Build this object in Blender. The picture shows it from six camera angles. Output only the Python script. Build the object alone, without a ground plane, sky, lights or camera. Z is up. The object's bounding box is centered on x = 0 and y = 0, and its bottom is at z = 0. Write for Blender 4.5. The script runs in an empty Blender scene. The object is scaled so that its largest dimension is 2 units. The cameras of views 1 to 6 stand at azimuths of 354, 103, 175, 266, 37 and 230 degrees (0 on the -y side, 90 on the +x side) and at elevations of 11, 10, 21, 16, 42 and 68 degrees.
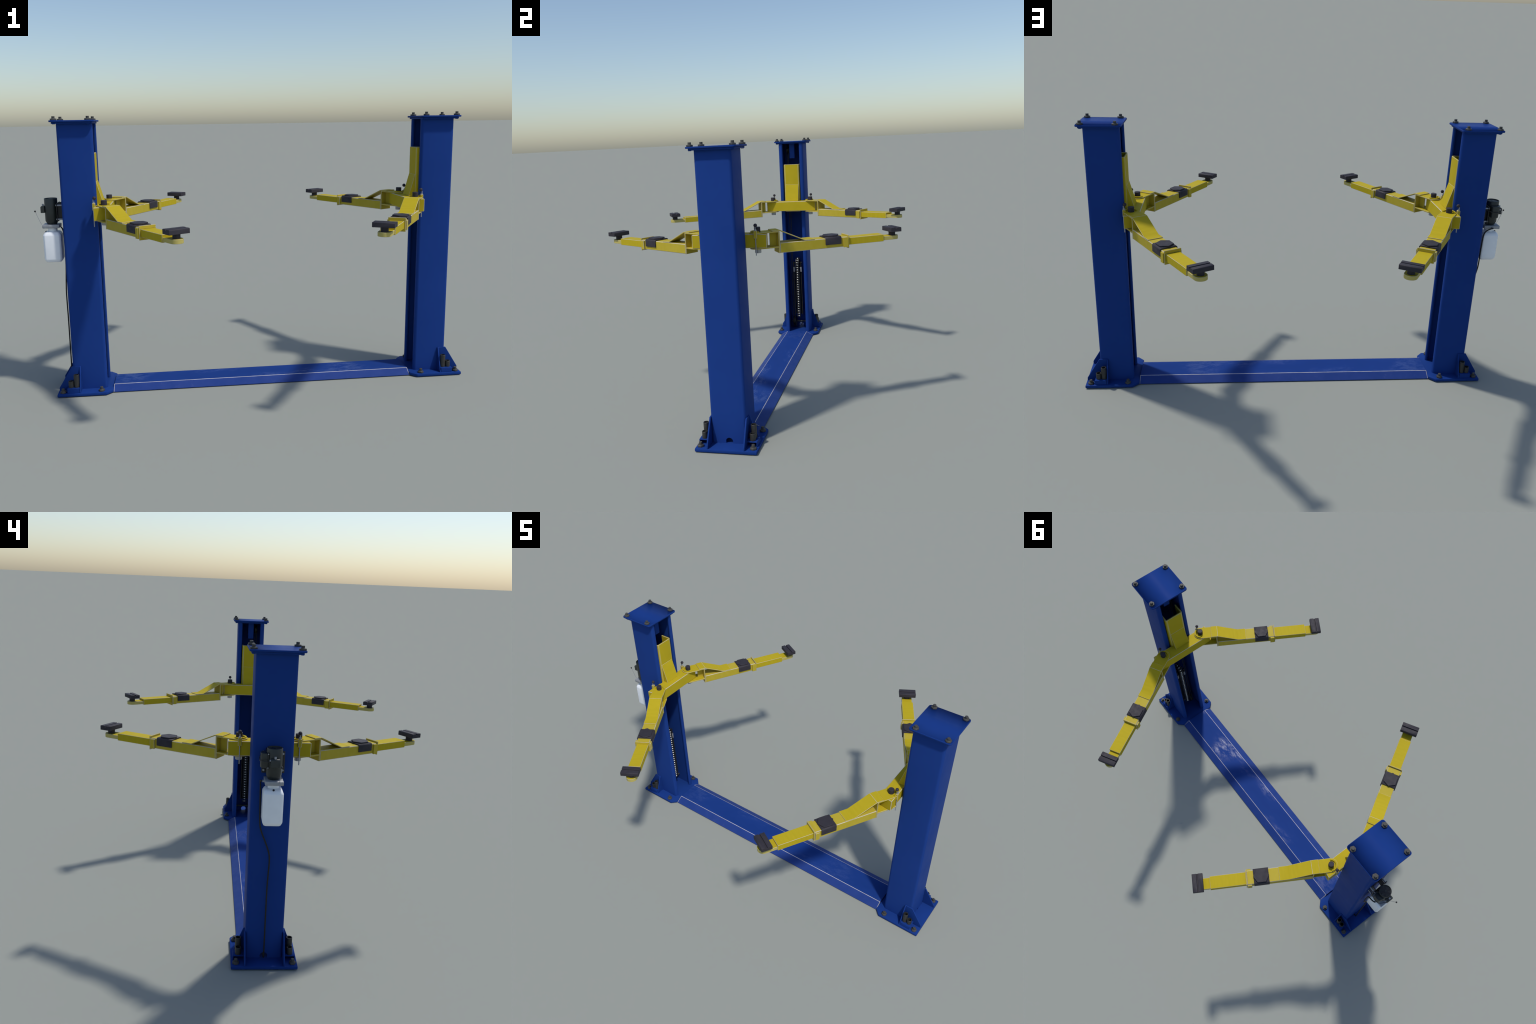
# Two-post workshop car lift: blue posts, yellow swing arms, hydraulic power unit.
import bpy, bmesh, math, random
from mathutils import Matrix, Vector
random.seed(7)
COL = bpy.context.scene.collection
PI = math.pi

# ------------------------------------------------------------------ materials
def nodes(name):
    m = bpy.data.materials.new(name); m.use_nodes = True
    nt = m.node_tree; b = nt.nodes["Principled BSDF"]
    return m, nt, b

def noise(nt, scale, detail=4.0, rough=0.55, stretch=(1, 1, 1)):
    tc = nt.nodes.new("ShaderNodeTexCoord"); mp = nt.nodes.new("ShaderNodeMapping")
    mp.inputs["Scale"].default_value = stretch
    nt.links.new(tc.outputs["Object"], mp.inputs["Vector"])
    n = nt.nodes.new("ShaderNodeTexNoise")
    n.inputs["Scale"].default_value = scale; n.inputs["Detail"].default_value = detail
    n.inputs["Roughness"].default_value = rough
    nt.links.new(mp.outputs["Vector"], n.inputs["Vector"])
    return n.outputs["Fac"]

def ramp(nt, fac, stops):
    r = nt.nodes.new("ShaderNodeValToRGB")
    el = r.color_ramp.elements
    while len(el) < len(stops): el.new(0.5)
    for e, (p, c) in zip(el, stops):
        e.position = p; e.color = (c[0], c[1], c[2], 1) if not isinstance(c, float) else (c, c, c, 1)
    nt.links.new(fac, r.inputs["Fac"])
    return r.outputs["Color"]

def mix(nt, fac, a, b):
    m = nt.nodes.new("ShaderNodeMix"); m.data_type = 'RGBA'
    nt.links.new(fac, m.inputs[0])
    for s, v in ((m.inputs[6], a), (m.inputs[7], b)):
        if isinstance(v, tuple): s.default_value = (*v, 1)
        else: nt.links.new(v, s)
    return m.outputs[2]

def bump(nt, b, fac, strength, dist=0.001):
    bp = nt.nodes.new("ShaderNodeBump")
    bp.inputs["Strength"].default_value = strength; bp.inputs["Distance"].default_value = dist
    nt.links.new(fac, bp.inputs["Height"]); nt.links.new(bp.outputs["Normal"], b.inputs["Normal"])

def paint(name, base, alt, rough=(0.35, 0.55), scale=14.0, stretch=(1, 1, 1), spec=0.5, scuff=None, grain=0.05):
    m, nt, b = nodes(name)
    f = noise(nt, scale, 5, 0.6, stretch)
    col = ramp(nt, f, [(0.35, base), (0.70, alt)])
    if scuff:
        f2 = noise(nt, scale * 2.3, 8, 0.72, stretch)
        k = ramp(nt, f2, [(0.60, 0.0), (0.78, 1.0)])
        col = mix(nt, k, col, scuff)
    nt.links.new(col, b.inputs["Base Color"])
    r = ramp(nt, noise(nt, scale * 1.7, 6, 0.65, stretch), [(0.35, rough[0]), (0.65, rough[1])])
    nt.links.new(r, b.inputs["Roughness"])
    b.inputs["Specular IOR Level"].default_value = spec
    if grain: bump(nt, b, noise(nt, 420, 2, 0.5), grain)
    return m

def plain(name, base, rough=0.5, metal=0.0, spec=0.5, var=0.15, scale=60):
    m, nt, b = nodes(name)
    lo = tuple(c * (1 - var) for c in base); hi = tuple(min(1, c * (1 + var)) for c in base)
    nt.links.new(ramp(nt, noise(nt, scale, 4), [(0.3, lo), (0.7, hi)]), b.inputs["Base Color"])
    b.inputs["Roughness"].default_value = rough; b.inputs["Metallic"].default_value = metal
    b.inputs["Specular IOR Level"].default_value = spec
    return m

BLUE   = paint("blue_paint", (0.0130, 0.0450, 0.218), (0.0142, 0.0482, 0.232), (0.46, 0.54), 5.0, spec=0.025, grain=0.02)
BLUE_P = paint("blue_paint_plate", (0.0105, 0.0385, 0.190), (0.0117, 0.0418, 0.206), (0.44, 0.52), 6.0, spec=0.025, grain=0.02)
BLUE_S = paint("blue_paint_pale", (0.0155, 0.043, 0.198), (0.022, 0.050, 0.214), (0.45, 0.6), 12.0, spec=0.12, scuff=(0.050, 0.075, 0.23))
BLUE_E = plain("worn_edge_on_blue", (0.42, 0.41, 0.45), 0.5, 0.0, 0.5, 0.2, 30)
YEL    = paint("yellow_paint", (0.440, 0.342, 0.0165), (0.470, 0.362, 0.020), (0.48, 0.58), 22.0, stretch=(4, .5, .5), spec=0.04, grain=0.03)
YEL_D  = paint("yellow_paint_sheen_tinted", (0.445, 0.350, 0.030), (0.475, 0.370, 0.042), (0.48, 0.58), 18.0, stretch=(2, 1, 1), spec=0.10, grain=0.03)  # less saturated yellow: sun sheen on the tube sides mixed into the paint
YEL_P  = paint("yellow_paint_rubbed", (0.45, 0.38, 0.10), (0.50, 0.42, 0.14), (0.5, 0.6), 18.0, spec=0.1, grain=0.03)
YEL_E  = plain("worn_edge_on_yellow", (0.47, 0.43, 0.33), 0.55, 0.0, 0.2, 0.15, 40)
RUBBER = paint("black_rubber", (0.030, 0.0265, 0.0335), (0.036, 0.032, 0.040), (0.55, 0.7), 40, spec=0.25, grain=0.12)
BOLT   = plain("dull_bolt_steel", (0.060, 0.059, 0.056), 0.5, 0.0, 0.25, 0.2, 90)
PIPE   = plain("dark_pipe_steel", (0.030, 0.030, 0.028), 0.5, 0.0, 0.5, 0.2, 50)
BLACK  = plain("black_enamel", (0.012, 0.012, 0.013), 0.45, 0.0, 0.5, 0.2)
CHROME = plain("bright_chain_steel", (0.44, 0.43, 0.40), 0.27, 1.0, 0.5, 0.08)
STEEL  = plain("zinc_steel", (0.34, 0.35, 0.37), 0.4, 0.3, 0.5, 0.1)
ALU    = plain("cast_aluminium", (0.30, 0.31, 0.33), 0.5, 0.15, 0.5, 0.12)
MOTOR  = plain("motor_enamel", (0.019, 0.024, 0.022), 0.42, 0.0, 0.5, 0.25, 35)
PLAST  = plain("milky_plastic", (0.86, 0.88, 0.91), 0.32, 0.0, 0.5, 0.03, 20)
CABLE  = plain("greasy_wire_rope", (0.035, 0.034, 0.024), 0.5, 0.2, 0.5, 0.3, 200)
HOSE   = plain("rubber_hose", (0.014, 0.014, 0.013), 0.6, 0.0, 0.3, 0.1)
PIPE_D = plain("pipe_bore", (0.006, 0.006, 0.006), 0.8, 0.0, 0.2, 0.1)

def trodden():
    """Floor-cover crown: satin blue with a few worn, polished patches."""
    m, nt, b = nodes("blue_paint_trodden")
    col = ramp(nt, noise(nt, 7, 5, 0.6, (0.6, 1.6, 1)), [(0.35, (0.0103, 0.0385, 0.190)), (0.70, (0.0125, 0.0430, 0.208))])
    patch = ramp(nt, noise(nt, 3.2, 2, 0.5, (1.2, 1.6, 1)), [(0.51, 0.0), (0.66, 1.0)])
    fine = ramp(nt, noise(nt, 28, 8, 0.74, (0.7, 1.7, 1)), [(0.44, 0.0), (0.66, 1.0)])
    mul = nt.nodes.new("ShaderNodeMath"); mul.operation = 'MULTIPLY'
    nt.links.new(patch, mul.inputs[0]); nt.links.new(fine, mul.inputs[1])
    nt.links.new(mix(nt, mul.outputs[0], col, (0.024, 0.056, 0.220)), b.inputs["Base Color"])
    rr = nt.nodes.new("ShaderNodeMapRange")
    rr.inputs[3].default_value = 0.58; rr.inputs[4].default_value = 0.20
    nt.links.new(mul.outputs[0], rr.inputs[0]); nt.links.new(rr.outputs[0], b.inputs["Roughness"])
    sp = nt.nodes.new("ShaderNodeMapRange")
    sp.inputs[3].default_value = 0.04; sp.inputs[4].default_value = 0.42
    nt.links.new(mul.outputs[0], sp.inputs[0]); nt.links.new(sp.outputs[0], b.inputs["Specular IOR Level"])
    return m
BLUE_F = trodden()

# ------------------------------------------------------------------ mesh pieces
class Build:
    """Collects bevelled pieces into one mesh; slots are materials."""
    def __init__(self, *mats):
        self.mats = list(mats); self.bm = bmesh.new()
    def add(self, bm, mat=0, bevel=0.0, seg=1, edge_mat=-1, min_angle=25, only=None):
        for f in bm.faces: f.material_index = mat
        bmesh.ops.recalc_face_normals(bm, faces=bm.faces[:])
        if bevel > 0:
            es = [e for e in bm.edges if len(e.link_faces) == 2 and (edge_mat < 0 or e.is_convex) and e.calc_face_angle(0) > math.radians(min_angle)
                  and (only is None or only(e))]
            bmesh.ops.bevel(bm, geom=es, offset=bevel, segments=seg, profile=0.5, affect='EDGES',
                            material=edge_mat, clamp_overlap=True)
        tmp = bpy.data.meshes.new("tmp"); bm.to_mesh(tmp); bm.free()
        self.bm.from_mesh(tmp); bpy.data.meshes.remove(tmp)
        return self
    def mesh(self, name, angle=35):
        me = bpy.data.meshes.new(name); self.bm.to_mesh(me); self.bm.free()
        for m in self.mats: me.materials.append(m)
        me.polygons.foreach_set("use_smooth", [True] * len(me.polygons))
        me.set_sharp_from_angle(angle=math.radians(angle))
        return me

def obj(name, me, parent=None, mat=None):
    o = bpy.data.objects.new(name, me); COL.objects.link(o)
    if parent is not None: o.parent = parent
    if mat is not None: o.matrix_basis = mat
    return o

def box(x0, x1, y0, y1, z0, z1):
    bm = bmesh.new(); bmesh.ops.create_cube(bm, size=1)
    for v in bm.verts:
        v.co = Vector(((x0 + x1) / 2 + v.co.x * (x1 - x0), (y0 + y1) / 2 + v.co.y * (y1 - y0), (z0 + z1) / 2 + v.co.z * (z1 - z0)))
    return bm

def prism(pts, a, b, axis='z'):
    """Extrude a closed 2D outline from a to b along an axis (pts lie in the other two axes, cyclic order kept)."""
    put = {'z': lambda p, h: (p[0], p[1], h), 'y': lambda p, h: (p[0], h, p[1]), 'x': lambda p, h: (h, p[0], p[1])}[axis]
    bm = bmesh.new()
    lo = [bm.verts.new(put(p, a)) for p in pts]; hi = [bm.verts.new(put(p, b)) for p in pts]
    n = len(pts); bm.faces.new(lo[::-1]); bm.faces.new(hi)
    for i in range(n): bm.faces.new((lo[i], lo[(i + 1) % n], hi[(i + 1) % n], hi[i]))
    return bm

def lathe(profile, seg=32, centre=(0, 0, 0), axis='z', cap=True):
    """Revolve (radius, height) pairs."""
    bm = bmesh.new(); rings = []
    for r, h in profile:
        ring = []
        for i in range(seg):
            a = 2 * PI * i / seg; p = (r * math.cos(a), r * math.sin(a), h)
            if axis == 'x': p = (h, p[0], p[1])
            if axis == 'y': p = (p[0], h, p[1])
            ring.append(bm.verts.new(Vector(p) + Vector(centre)))
        rings.append(ring)
    for a, b in zip(rings, rings[1:]):
        for i in range(seg): bm.faces.new((a[i], a[(i + 1) % seg], b[(i + 1) % seg], b[i]))
    if cap: bm.faces.new(rings[0][::-1]); bm.faces.new(rings[-1])
    else:
        for i in range(seg): bm.faces.new((rings[-1][i], rings[-1][(i + 1) % seg], rings[0][(i + 1) % seg], rings[0][i]))
    return bm

def rod(r, a, b, seg=16):
    a, b = Vector(a), Vector(b); d = b - a
    bm = lathe([(r, 0), (r, d.length)], seg)
    bmesh.ops.transform(bm, matrix=Matrix.Translation(a) @ d.to_track_quat('Z', 'Y').to_matrix().to_4x4(), verts=bm.verts)
    return bm

def ball(r, c, sub=3):
    bm = bmesh.new(); bmesh.ops.create_icosphere(bm, subdivisions=sub, radius=r, matrix=Matrix.Translation(c)); return bm

def arc(cx, cy, r, a0, a1, n):
    return [(cx + r * math.cos(a0 + (a1 - a0) * i / n), cy + r * math.sin(a0 + (a1 - a0) * i / n)) for i in range(n + 1)]

def sweep(pts, r, seg=10, steps=8):
    """Round tube along a smooth Catmull-Rom spine."""
    P = [Vector(p) for p in pts]; path = []
    for i in range(len(P) - 1):
        p0, p1, p2, p3 = P[max(i - 1, 0)], P[i], P[i + 1], P[min(i + 2, len(P) - 1)]
        for s in range(steps):
            t = s / steps
            path.append(0.5 * ((2 * p1) + (-p0 + p2) * t + (2 * p0 - 5 * p1 + 4 * p2 - p3) * t * t + (-p0 + 3 * p1 - 3 * p2 + p3) * t ** 3))
    path.append(P[-1]); bm = bmesh.new(); rings = []
    ref = Vector((0.3, 1, 0.2)).normalized()
    for i, p in enumerate(path):
        d = (path[min(i + 1, len(path) - 1)] - path[max(i - 1, 0)]).normalized()
        u = d.cross(ref).normalized(); w = d.cross(u)
        rings.append([bm.verts.new(p + r * (math.cos(2 * PI * k / seg) * u + math.sin(2 * PI * k / seg) * w)) for k in range(seg)])
    for a, b in zip(rings, rings[1:]):
        for k in range(seg): bm.faces.new((a[k], a[(k + 1) % seg], b[(k + 1) % seg], b[k]))
    bm.faces.new(rings[0][::-1]); bm.faces.new(rings[-1])
    return bm

# ------------------------------------------------------------------ the lift
lift = bpy.data.objects.new("car_lift", None); COL.objects.link(lift)
lift["label"] = "blue two-post car lift with yellow swing arms"
lift["category"] = "car lift"

XC = 0.031          # plane the posts and pivots mirror about
XK = 0.0240         # plane the carriages mirror about
def side(sign, cx=XC): return Matrix.Translation((cx, 0, 0)) @ Matrix.Rotation(0 if sign > 0 else PI, 4, 'Z')

# ---- shared part meshes, in a post frame: +x points outward from the lift's middle
U0, U1, HY, WALL, LIP = 0.7458, 0.9012, 0.0772, 0.011, 0.0535
Z_BASE, Z_TOP, Z_HEAD = 0.014, 1.2362, 1.2515

# post: lipped C-channel, open towards the middle; rounded folds
outline = ([(U0 + WALL, LIP), (U0 + 0.004, LIP), (U0, LIP + 0.004)] + arc(U0 + .013, HY - .013, .013, PI, PI / 2, 5) +
           arc(U1 - .013, HY - .013, .013, PI / 2, 0, 5))
outline = outline + [(x, -y) for x, y in reversed(outline)]
inner = [(U0 + WALL, HY - WALL), (U1 - WALL, HY - WALL)]
inner = [(x, -y) for x, y in inner] + inner[::-1]
post_b = Build(BLUE); post_b.add(prism(outline + inner, Z_BASE, Z_TOP))
post_me = post_b.mesh("post", 40)
# hose notch at the foot of the outer wall
cut_me = Build(BLUE).add(lathe([(0.0155, U1 - .03), (0.0155, U1 + .03)], 24, (0, 0, 0.023), 'x')).mesh("cut")
def notch(me):
    o = obj("notched", me); c = obj("cutter", cut_me)
    m = o.modifiers.new("b", 'BOOLEAN'); m.object = c; m.operation = 'DIFFERENCE'; m.solver = 'EXACT'
    bpy.context.view_layer.update()
    res = bpy.data.meshes.new_from_object(o.evaluated_get(bpy.context.evaluated_depsgraph_get()))
    bpy.data.objects.remove(o); bpy.data.objects.remove(c); res.name = "post"
    res.polygons.foreach_set("use_smooth", [True] * len(res.polygons)); res.set_sharp_from_angle(angle=math.radians(40))
    return res
post_me = notch(post_me)

# base plate with clipped inner corners
BI, BO, BY = 0.7165, 0.9685, 0.1330
base_me = Build(BLUE_P).add(prism([(BI, -0.1035), (BI + .0295, -BY), (BO, -BY), (BO, BY), (BI + .0295, BY), (BI, 0.1035)], 0, Z_BASE),
                            bevel=0.003, seg=2).mesh("base_plate")
# head plate with rounded corners
TI, TO, TY, TR = 0.7355, 0.9268, 0.1030, 0.012
def rounded(d):
    i, o, y = TI + d, TO - d, TY - d
    return (arc(i + TR, -y + TR, TR, PI, 1.5 * PI, 4) + arc(o - TR, -y + TR, TR, 1.5 * PI, 2 * PI, 4) +
            arc(o - TR, y - TR, TR, 0, PI / 2, 4) + arc(i + TR, y - TR, TR, PI / 2, PI, 4))
top_me = Build(BLUE_P).add(prism(rounded(0), 1.2437, Z_HEAD), bevel=0.002, seg=2).mesh("head_plate")
cap_me = Build(BLUE_P).add(prism(rounded(.0080), Z_TOP, 1.2436), bevel=0.001).mesh("cap_plate")
def slice_across(me, n, half):
    bm = bmesh.new(); bm.from_mesh(me)
    for i in range(1, n):
        y = -half + 2 * half * i / n
        bmesh.ops.bisect_plane(bm, geom=bm.verts[:] + bm.edges[:] + bm.faces[:], plane_co=(0, y, 0), plane_no=(0, 1, 0))
    bm.to_mesh(me); bm.free()
def roll_normals(me, half, turn):
    """Flat head plate; tilted normals draw a light-to-dark gradient towards its long sides."""
    nl = []
    for p in me.polygons:
        for li in p.loop_indices:
            co = me.vertices[me.loops[li].vertex_index].co
            if p.normal.z > .95:
                a = turn * max(-1, min(1, co.y / half)); nl.append((0, math.sin(a), math.cos(a)))
            else: nl.append(tuple(me.corner_normals[li].vector))
    me.normals_split_custom_set(nl)
slice_across(top_me, 12, TY); roll_normals(top_me, TY, math.radians(72))
# foot gussets: one plate along the post side, one square to it
gus_a = Build(BLUE_P).add(prism([(.862, .0145), (.9660, .0145), (.9660, .027), (.9035, .128), (.862, .128)], .0755, .0815, 'y'), bevel=.001).mesh("gusset")
gus_b = Build(BLUE_P).add(prism([(.0775, .0145), (.1270, .0145), (.1245, .022), (.084, .127), (.0775, .127)], .8625, .8680, 'x'), bevel=.001).mesh("gusset")
# socket shelf and the two spare extension pipes standing on it
shelf_me = (Build(BLUE_P).add(box(.8685, .924, .082, .1255, .0325, .0365), bevel=.0008)
            .add(box(.8690, .9235, .1222, .1257, .0145, .0330), bevel=.0006)).mesh("pipe_shelf")
def pipe_mesh(h):
    ro, ri = .0122, .0098
    return Build(PIPE, PIPE_D).add(lathe([(ri, h), (ro - .0008, h), (ro, h - .0008), (ro, 0), (ri, 0.0)], 28, cap=False), 0).add(
        lathe([(ri + .0002, 0), (ri + .0002, .004)], 20), 1).mesh("extension_pipe")
pipe_l, pipe_s = pipe_mesh(.0595), pipe_mesh(.0300)
# anchor bolt: hex flange, cone, stud
def hexa(r): return [(r * math.cos(PI / 3 * i), r * math.sin(PI / 3 * i)) for i in range(6)]
bolt_me = (Build(BOLT).add(prism(hexa(.0145), 0, .0072), bevel=.0011)
           .add(lathe([(.0095, .0070), (.0085, .0082), (.0068, .0084), (.0068, .0164), (.0062, .0170)], 20), 0)).mesh("bolt", 30)
nut_me = Build(BLUE_P).add(prism(hexa(.0068), -.0020, 0), bevel=.0006).mesh("nut")
guide_me = Build(BLUE).add(box(-.018, .018, -.0165, .0165, 1.143, 1.2360), bevel=.003, seg=2).mesh("head_guide")

for sgn in (1, -1):
    M = side(sgn)
    post = obj("post", post_me, lift, M)
    for me, nm in ((base_me, "base_plate"), (top_me, "head_plate"), (cap_me, "cap_plate")): obj(nm, me, post)
    for sy in (1, -1):
        F = Matrix.Identity(4) if sy > 0 else Matrix.Scale(-1, 4, (0, 1, 0))
        for me in (gus_a, gus_b):
            o = obj("gusset", me, post, F)
        obj("pipe_shelf", shelf_me, post, F)
        obj("extension_pipe", pipe_l, post, Matrix.Translation((.8825, sy * .104, .0366)))
        obj("extension_pipe", pipe_s, post, Matrix.Translation((.9075, sy * .104, .0366)))
        for u in (.7690, .9440):
            obj("bolt", bolt_me, post, Matrix.Translation((u, sy * .1135, Z_BASE)) @ Matrix.Rotation(random.uniform(0, 1), 4, 'Z') @ Matrix.Scale(1.24, 4, (0, 0, 1)))
        for u in (.7620, .9070):
            R = Matrix.Rotation(random.uniform(0, 1), 4, 'Z')
            obj("bolt", bolt_me, post, Matrix.Translation((u, sy * .0875, Z_HEAD)) @ R)
            obj("nut", nut_me, post, Matrix.Translation((u, sy * .0875, Z_TOP)) @ R)
    obj("head_guide", guide_me, post, Matrix.Translation((.806, 0, 0)))

    # ---- hoisting gear inside the channel (own frame: y is not mirrored)
    ys = 1 if sgn > 0 else -1           # keeps the rope on the -y side of both posts
    # roller chain over the ram's sheave
    if sgn > 0:
        plate = [( .0035 * math.sin(a) * (1.0 + .25 * math.cos(2 * a)) * 1.6, .0125 * math.cos(a)) for a in [2 * PI * i / 14 for i in range(14)]]
        lk = Build(CHROME, BLACK).add(lathe([(.0030, -.0068), (.0048, -.0050), (.0060, -.0020), (.0062, 0), (.0060, .0020), (.0048, .0050), (.0030, .0068)], 18, axis='y'), 0)
        for y in (-.0098, .0070): lk.add(prism(plate, y, y + .0028, 'y'), 1, .0004)
        lk.add(lathe([(.0028, -.0108), (.0028, .0108)], 10, axis='y'), 0)
        link_me = lk.mesh("chain_link")
        sheave_me = (Build(BLACK, STEEL).add(lathe([(.025, -.007), (.025, -.005), (.0215, -.003), (.0215, .003), (.025, .005), (.025, .007)], 28, axis='y'), 0)
                     .add(lathe([(.005, -.026), (.005, .026)], 14, axis='y'), 0)).mesh("chain_sheave")
        cylinder_me = (Build(BLACK, STEEL).add(lathe([(.0215, .118), (.0215, .405), (.018, .410), (.009, .412), (.009, .440)], 28), 0)  # radius widened to fill the dark area between the rods
                  .add(box(-.020, .008, -.024, .024, .425, .432), 0, .001)
                  .add(rod(.0032, (-.020, -.0235, .115), (-.020, -.0235, .470)), 0).add(rod(.0032, (-.020, .0235, .115), (-.020, .0235, .470)), 0)
                  .add(rod(.0052, (-.020, -.0235, .403), (-.020, -.0235, .434)), 1).add(rod(.0052, (-.020, .0235, .403), (-.020, .0235, .434)), 1)).mesh("black_cylinder")
        rope_sheave = (Build(BLACK, STEEL).add(lathe([(.033, -.008), (.033, -.006), (.027, -.0025), (.027, .0025), (.033, .006), (.033, .008)], 36, axis='y'), 0)
                       .add(lathe([(.010, -.011), (.010, .011)], 18, axis='y'), 0)).mesh("rope_sheave")
        top_sheave = Build(BLACK).add(lathe([(.024, -.007), (.024, -.005), (.019, -.002), (.019, .002), (.024, .005), (.024, .007)], 32, axis='y'), 0).mesh("rope_sheave")
    cylinder = obj("black_cylinder", cylinder_me, post, Matrix.Translation((.8325, ys * .002, 0)))
    obj("chain_sheave", sheave_me, post, Matrix.Translation((.8325, ys * .002, .460)))
    pitch, uf, ub, zc, rr = .0163, .8035, .8615, .460, .029
    straight = zc - .104; n_s = int(straight / pitch); total = 2 * straight + PI * rr
    n = int(total / pitch)
    for i in range(n):
        s = i * pitch + .001
        if s < straight: p, ang = (uf, .104 + s), 0
        elif s < straight + PI * rr:
            th = (s - straight) / rr; p = (.8325 - rr * math.cos(th), zc + rr * math.sin(th)); ang = th
        else: p, ang = (ub, zc - (s - straight - PI * rr)), PI
        obj("chain_link", link_me, post, Matrix.Translation((p[0], ys * .002, p[1])) @ Matrix.Rotation(ang, 4, 'Y'))
    ry = -ys * .0325
    for z, me in ((.060, rope_sheave), (1.197, top_sheave)):
        obj("rope_sheave", me, post, Matrix.Translation((.843 if z < 1 else .838, ry, z)))
    rope = Build(CABLE)          # balance rope: two thin strands side by side, slightly wavy
    for dy in (-.0046, .0046):
        rope.add(sweep([(.8165, ry + dy, .06), (.8160, ry + dy, .30), (.8155, ry + dy, .6), (.8158, ry + dy, .9), (.8165, ry + dy, 1.197)], .0017, 8, 12))
    obj("balance_rope", rope.mesh("balance_rope"), post)
    obj("sheave_axle", Build(PIPE).add(rod(.0055, (.843, ry - ys * .020, .060), (.843, ys * .064, .060))).mesh("sheave_axle"), post)

# ---- floor cover bridging the posts: flat crown, two sloping skirts, bare-metal creases
RX, RYI, RYO, RZ = 0.7158, 0.0625, 0.1025, 0.0245
cov = Build(BLUE_F, BLUE_S, BLUE_E)
cov.add(prism([(-RYI + .0012, 0.002), (RYI - .0012, 0.002), (RYI - .0012, RZ), (-RYI + .0012, RZ)], -RX, RX, 'x'), 0)
for s in (1, -1):
    cov.add(prism([(s * RYI, RZ - .0006), (s * RYO, 0.0018), (s * RYO, 0.0), (s * RYI, 0.002)], -RX, RX, 'x'), 1)
    cov.add(prism([(s * (RYI - .0014), RZ + .0002), (s * (RYI + .0012), RZ - .0010), (s * RYI, RZ - .006)], -RX, RX, 'x'), 2)
    for e in (1, -1):
        cov.add(prism([(s * RYI, RZ - .0003), (s * RYO, 0.0021), (s * RYO, 0.0), (s * RYI, RZ - .006)], e * (RX - .0016), e * (RX + .0004), 'x'), 2)
obj("floor_cover", cov.mesh("floor_cover"), lift, Matrix.Translation((XC, 0, 0)))

# ---- carriages: slotted upright channel, wedge, cross beam, arm locks
CU, CH, CT = 0.7410, 0.0495, 0.0065
o1 = [(CU + .060, CH), ] + arc(CU + .010, CH - .010, .010, PI / 2, PI, 4)
o1 = o1 + [(x, -y) for x, y in reversed(o1)]
i1 = [(CU + CT, -CH + CT), (CU + CT, CH - CT)]
i1 = [(CU + .060, -CH + CT)] + i1 + [(CU + .060, CH - CT)]
col_b = Build(YEL, YEL_E, YEL_P).add(prism(o1 + i1, 0.808, 1.1065), bevel=.0012, edge_mat=1, min_angle=60)
for f in col_b.bm.faces:      # paint rubbed thin on the folded corners facing the arms
    if f.material_index == 0 and f.normal.x < -.6 and abs(f.normal.y) > .12: f.material_index = 2
col_me = col_b.mesh("carriage")
wedge_me = Build(YEL, YEL_E).add(prism([(.7120, .8775), (.7405, .980), (.7420, .980), (.7420, .8775)], -.0410, .0410, 'y'),
                                 bevel=.0016, edge_mat=1, min_angle=60).mesh("wedge_brace")
beam_me = Build(YEL, YEL_E).add(prism([(.6805, -.1540), (.7450, -.1650), (.7450, .1650), (.6805, .1540)], .8180, .8772), bevel=.0021, edge_mat=1).mesh("cross_beam")
lock_me = (Build(YEL_D, YEL_E, STEEL).add(box(.7405, .7530, .1110, .1255, .8600, .8925), bevel=.0011, edge_mat=1)
           .add(rod(.0021, (.7490, .1182, .7870), (.7490, .1182, .9080), 12), 2)
           .add(rod(.0045, (.7475, .1182, .8926), (.7475, .1182, .8985), 12), 2)).mesh("arm_lock")
knob_me = Build(RUBBER).add(ball(.0080, (.7430, .1182, .9142))).mesh("lock_knob")
for sgn in (1, -1):
    car = obj("carriage", col_me, lift, side(sgn, XK))
    obj("wedge_brace", wedge_me, car); obj("cross_beam", beam_me, car)
    for sy in (1, -1):
        F = Matrix.Identity(4) if sy > 0 else Matrix.Scale(-1, 4, (0, 1, 0))
        obj("arm_lock", lock_me, car, F); obj("lock_knob", knob_me, car, F)

# ---- swing arm, in its own frame: x along the arm from the pivot, z up
W = 0.0335
tube = Build(YEL_D, YEL_E)
tube.add(box(.0885, .3995, -W, W, .7885, .8320), bevel=.0023, edge_mat=1)
tube.add(box(.0830, .0885, -W - .0004, W + .0004, .7880, .8825), bevel=.0012, edge_mat=1)        # end plate
tube.add(box(.0530, .0830, -.0028, .0028, .8174, .8772), bevel=.0006, edge_mat=1)                 # centre web
tube_me = tube.mesh("lift_arm")
fork = [(.0830, W)] + arc(0, 0, W, PI / 2, 1.5 * PI, 18) + [(.0830, -W)]
fork_up = Build(YEL, YEL_E).add(prism(fork, .8778, .8824), bevel=.0008, edge_mat=1).mesh("fork_plate")
fork_lo = Build(YEL, YEL_E).add(prism(fork, .8122, .8173), bevel=.0008, edge_mat=1).mesh("fork_plate")
T = .0042    # bent cover strip running from the fork down onto the tube
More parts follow.
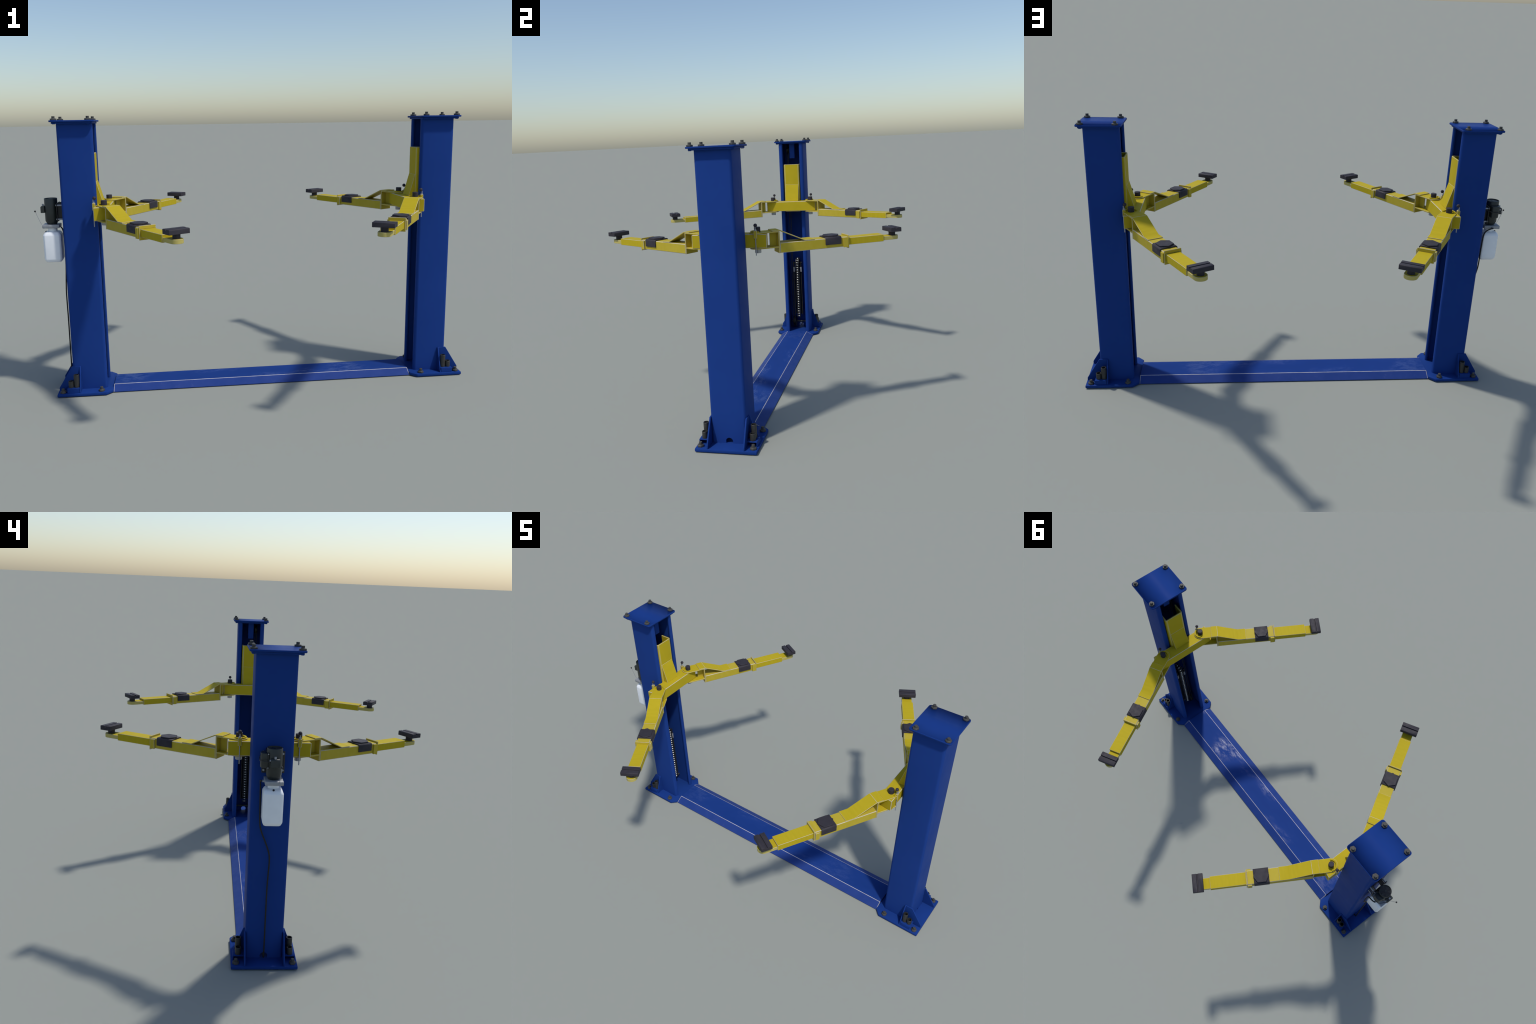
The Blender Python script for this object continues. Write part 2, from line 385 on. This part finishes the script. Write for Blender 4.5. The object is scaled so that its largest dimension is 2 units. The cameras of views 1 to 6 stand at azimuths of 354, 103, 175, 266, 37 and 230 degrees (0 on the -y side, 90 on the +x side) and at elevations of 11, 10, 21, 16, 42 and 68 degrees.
strip = [(.0575, .8826), (.0905, .8826), (.2010, .8322), (.2455, .8322), (.2455, .8322 + T * .8), (.2025, .8322 + T * .8), (.0920, .8826 + T), (.0575, .8826 + T)]
strip_me = Build(YEL, YEL_E).add(prism(strip, -W - .0002, W + .0002, 'y'), bevel=.0008, edge_mat=1, min_angle=15).mesh("ramp_cover")
ext_me = (Build(YEL, YEL_E, YEL_D).add(box(.3800, .5750, -.0300, .0300, .7945, .8255), bevel=.0010, edge_mat=1)).mesh("extension_tube")
tng = [(.560, .0265)] + [(.560, -.0265)] + arc(.6310, 0, .0265, -PI / 2, PI / 2, 16)
tongue_b = Build(YEL, YEL_E, YEL_P).add(prism(tng, .7980, .8150), bevel=.0009, edge_mat=1)
for f in tongue_b.bm.faces:
    if abs(f.normal.z) < .3 and f.material_index == 0: f.material_index = 2
tongue_me = tongue_b.mesh("arm_tongue")
collar = Build(YEL_D, YEL_E)
for s in (1, -1):
    collar.add(box(.3780, .3990, s * .0333, s * .0410, .7872, .8290), bevel=.0013, edge_mat=1)
ring_o = [(-.0368, .7815), (.0368, .7815), (.0368, .8395), (-.0368, .8395)]
ring_i = [(-.0303, .7943), (.0303, .7943), (.0303, .8257), (-.0303, .8257)]
rb = bmesh.new()
lo = [[rb.verts.new((x, y, z)) for y, z in r] for r in (ring_o, ring_i) for x in (.3998,)]
hi = [[rb.verts.new((x, y, z)) for y, z in r] for r in (ring_o, ring_i) for x in (.4045,)]
for k in range(4):
    j = (k + 1) % 4
    rb.faces.new((lo[0][k], lo[0][j], lo[1][j], lo[1][k])); rb.faces.new((hi[0][k], hi[1][k], hi[1][j], hi[0][j]))
    rb.faces.new((lo[0][k], hi[0][k], hi[0][j], lo[0][j])); rb.faces.new((lo[1][k], lo[1][j], hi[1][j], hi[1][k]))
collar.add(rb, 0, .0010, 1, 1)
collar_me = collar.mesh("arm_collar")
# rubber saddle over the tube with a raised hexagonal rest
SC, SH = .3310, .0367
saddle = Build(RUBBER)
sad = [(-.0385, .8035), (-.0342, .8035), (-.0342, .8325), (.0342, .8325), (.0342, .8035), (.0385, .8035), (.0385, .8325), (.0335, .8375), (-.0335, .8375), (-.0385, .8325)]
saddle.add(prism(sad, SC - SH, SC + SH, 'x'), 0, .0008)
hx = [(SC - .0385, 0), (SC - .0205, -.0315), (SC + .0205, -.0315), (SC + .0385, 0), (SC + .0205, .0315), (SC - .0205, .0315)]
saddle.add(prism(hx, .8372, .8432), 0, .0012)
saddle_me = saddle.mesh("rubber_saddle")
# lifting pad on its screw post
PC, PH, PW, G = .6305, .0254, .0438, .0036
pad = [(PC - PH, .8340), (PC + PH, .8340), (PC + PH, .8512), (PC + PH - .0022, .8534), (PC + G, .8534), (PC + G - .0008, .8480), (PC - G + .0008, .8480), (PC - G, .8534), (PC - PH + .0022, .8534), (PC - PH, .8512)]
pad_me = Build(RUBBER).add(prism(pad, -PW, PW, 'y'), 0, .0006).mesh("lift_pad")
stem_me = Build(RUBBER).add(lathe([(.0150, .8151), (.0150, .8341)], 28, (PC + .0005, 0, 0)), 0).mesh("pad_post")
# pivot pin: dark cap above, pale pin end below, toothed lock quadrant
pin_me = (Build(RUBBER, STEEL).add(lathe([(.0134, .8825), (.0134, .9030), (.0124, .9042)], 28), 0)
          .add(lathe([(.0125, .7935), (.0135, .7950), (.0135, .8122)], 28), 1).add(rod(.012, (0, 0, .81), (0, 0, .885)), 1)).mesh("pivot_pin")
quad = []
for i in range(61):
    a = PI * .5 + PI * i / 60
    quad.append((.0292 * math.cos(a), .0292 * math.sin(a)))
for i in range(48, -1, -1):
    a = PI * .5 + PI * i / 48; r = .0238 if i % 4 < 2 else .0215
    quad.append((r * math.cos(a), r * math.sin(a)))
gear_me = Build(YEL, YEL_E).add(prism(quad, .8822, .8876), bevel=0).mesh("lock_quadrant")

for sx in (1, -1):
    for sy in (1, -1):
        d = Vector((-sx * .5, sy * math.sqrt(3) / 2, 0))
        M = Matrix.Translation((XC + sx * .7095, sy * .119, 0)) @ Matrix.Rotation(math.atan2(d.y, d.x), 4, 'Z')
        arm = obj("lift_arm", tube_me, lift, M)
        for nm, me in (("fork_plate", fork_up), ("fork_plate", fork_lo), ("ramp_cover", strip_me), ("extension_tube", ext_me),
                       ("arm_tongue", tongue_me), ("arm_collar", collar_me), ("rubber_saddle", saddle_me), ("lift_pad", pad_me),
                       ("pad_post", stem_me), ("pivot_pin", pin_me), ("lock_quadrant", gear_me)):
            obj(nm, me, arm)

# ---- hydraulic power unit on the outer face of the -x post (world frame)
MX = -0.9278
mot = Build(MOTOR, BLACK, STEEL)
mot.add(lathe([(.0205, .789), (.0235, .794), (.0290, .805), (.0290, .9055), (.0282, .9070), (.0262, .9070), (.0258, .9030), (.0001, .9035)], 40, (MX, 0, 0)), 0)
for k in range(6):
    a = k * PI / 3 + .3
    b = box(.008, .023, -.0042, .0042, .9030, .9040)
    bmesh.ops.transform(b, matrix=Matrix.Translation((MX, 0, 0)) @ Matrix.Rotation(a, 4, 'Z'), verts=b.verts); mot.add(b, 1, .0004)
mot.add(lathe([(.0065, .9034), (.0065, .9052), (.004, .9058)], 18, (MX, 0, 0)), 0)
motor = obj("power_unit", mot.mesh("power_unit"), lift)
cap = Build(MOTOR, STEEL)
cpts = [(-.947, .0235), (-.947, .041), (-.943, .0485), (-.934, .0515), (-.922, .0515), (-.913, .0485), (-.909, .041), (-.909, .0235)]
cap.add(prism(cpts, .834, .889), 0, .0022, 2).add(box(-.9495, -.9065, .0225, .0262, .831, .892), 0, .0006)
for z in (.836, .887): cap.add(rod(.0022, (-.951, .0245, z), (-.9485, .0245, z), 10), 1)
obj("capacitor_box", cap.mesh("capacitor_box"), motor)
term = Build(MOTOR, STEEL)
term.add(prism([(-.955, .842), (-.9725, .842), (-.9725, .869), (-.968, .8735), (-.955, .8735)], -.0165, .0165, 'y'), 0, .0012)
term.add(rod(.0042, (-.964, 0, .873), (-.964, 0, .8815), 12), 1).add(rod(.0042, (-.961, .021, .866), (-.961, .0135, .866), 12), 1)
obj("terminal_box", term.mesh("terminal_box"), motor)
blk = Build(ALU, STEEL).add(box(-.9670, -.8920, -.0345, .0335, .7735, .7892), 0, .0025, 2)
blk.add(rod(.0060, (-.968, -.024, .781), (-.962, -.024, .781), 14), 1).add(rod(.0048, (-.93, .0335, .781), (-.93, .041, .781), 12), 1)
obj("valve_block", blk.mesh("valve_block"), motor)
res = Build(PLAST, BLACK)
rc = [(-.968, -.0290), (-.9595, -.0375), (-.8965, -.0375), (-.888, -.0290), (-.888, .0290), (-.8965, .0375), (-.9595, .0375), (-.968, .0290)]
rbm = bmesh.new(); rings = []
for z, k in ((.6165, .845), (.6295, 1.0), (.7405, 1.0), (.7520, .84), (.7560, .70), (.7570, .52)):
    cx = -.928; rings.append([rbm.verts.new((cx + (x - cx) * k, y * k, z)) for x, y in rc])
for a, b in zip(rings, rings[1:]):
    for i in range(8): rbm.faces.new((a[i], a[(i + 1) % 8], b[(i + 1) % 8], b[i]))
rbm.faces.new(rings[0][::-1]); rbm.faces.new(rings[-1])
res.add(rbm, 0, .0028, 2, min_angle=20)
res.add(lathe([(.0210, .752), (.0210, .7745)], 28, (MX, 0, 0)), 0)
res.add(rod(.0040, (-.956, .001, .7515), (-.9605, .001, .7560), 14), 1)
obj("oil_reservoir", res.mesh("oil_reservoir", 50), motor)
brk = Build(BLACK, STEEL).add(box(-.8985, -.8950, -.0415, .0435, .803, .8865), 0, .0008)
for y in (-.025, .027):
    brk.add(prism([(-.8955, .806), (-.868, .815), (-.868, .892), (-.8955, .884)], y - .0015, y + .0015, 'y'), 0, .0004)
for y in (-.0345, .0365):
    for z in (.814, .877): brk.add(rod(.0040, (-.9015, y, z), (-.868, y, z), 12), 1)
brk.add(box(-.908, -.8975, -.010, .010, .825, .870), 0, .001)
obj("mounting_bracket", brk.mesh("mounting_bracket"), motor)
lev = Build(STEEL, BLACK).add(sweep([(-.9645, -.018, .785), (-.972, -.0185, .7925), (-.982, -.0195, .815), (-.994, -.0208, .848)], .0010, 8, 6), 0)
lev.add(ball(.0043, (-.9957, -.021, .8510), 2), 1)
obj("release_lever", lev.mesh("release_lever"), motor)
hose = Build(HOSE).add(sweep([(-.930, .036, .781), (-.930, .0425, .7805), (-.917, .0465, .7785), (-.899, .0455, .768), (-.889, .0435, .745), (-.8865, .042, .68), (-.8865, .0395, .60),
        (-.8865, .031, .562), (-.8865, .014, .520), (-.8865, .000, .478), (-.8865, -.0035, .445), (-.8865, -.002, .40), (-.8865, .0005, .33), (-.8870, .001, .2), (-.8875, .001, .06),
        (-.8870, .001, .029), (-.880, .001, .0245), (-.850, .001, .0235)], .0030, 10, 8))
obj("hydraulic_hose", hose.mesh("hydraulic_hose"), motor)
wire = Build(BLACK).add(sweep([(-.966, .0125, .862), (-.966, .022, .862), (-.957, .040, .862), (-.946, .0525, .861), (-.926, .0545, .862), (-.905, .052, .865), (-.892, .048, .868), (-.880, .036, .872), (-.869, .030, .874)], .0013, 8, 8))
obj("motor_cable", wire.mesh("motor_cable"), motor)
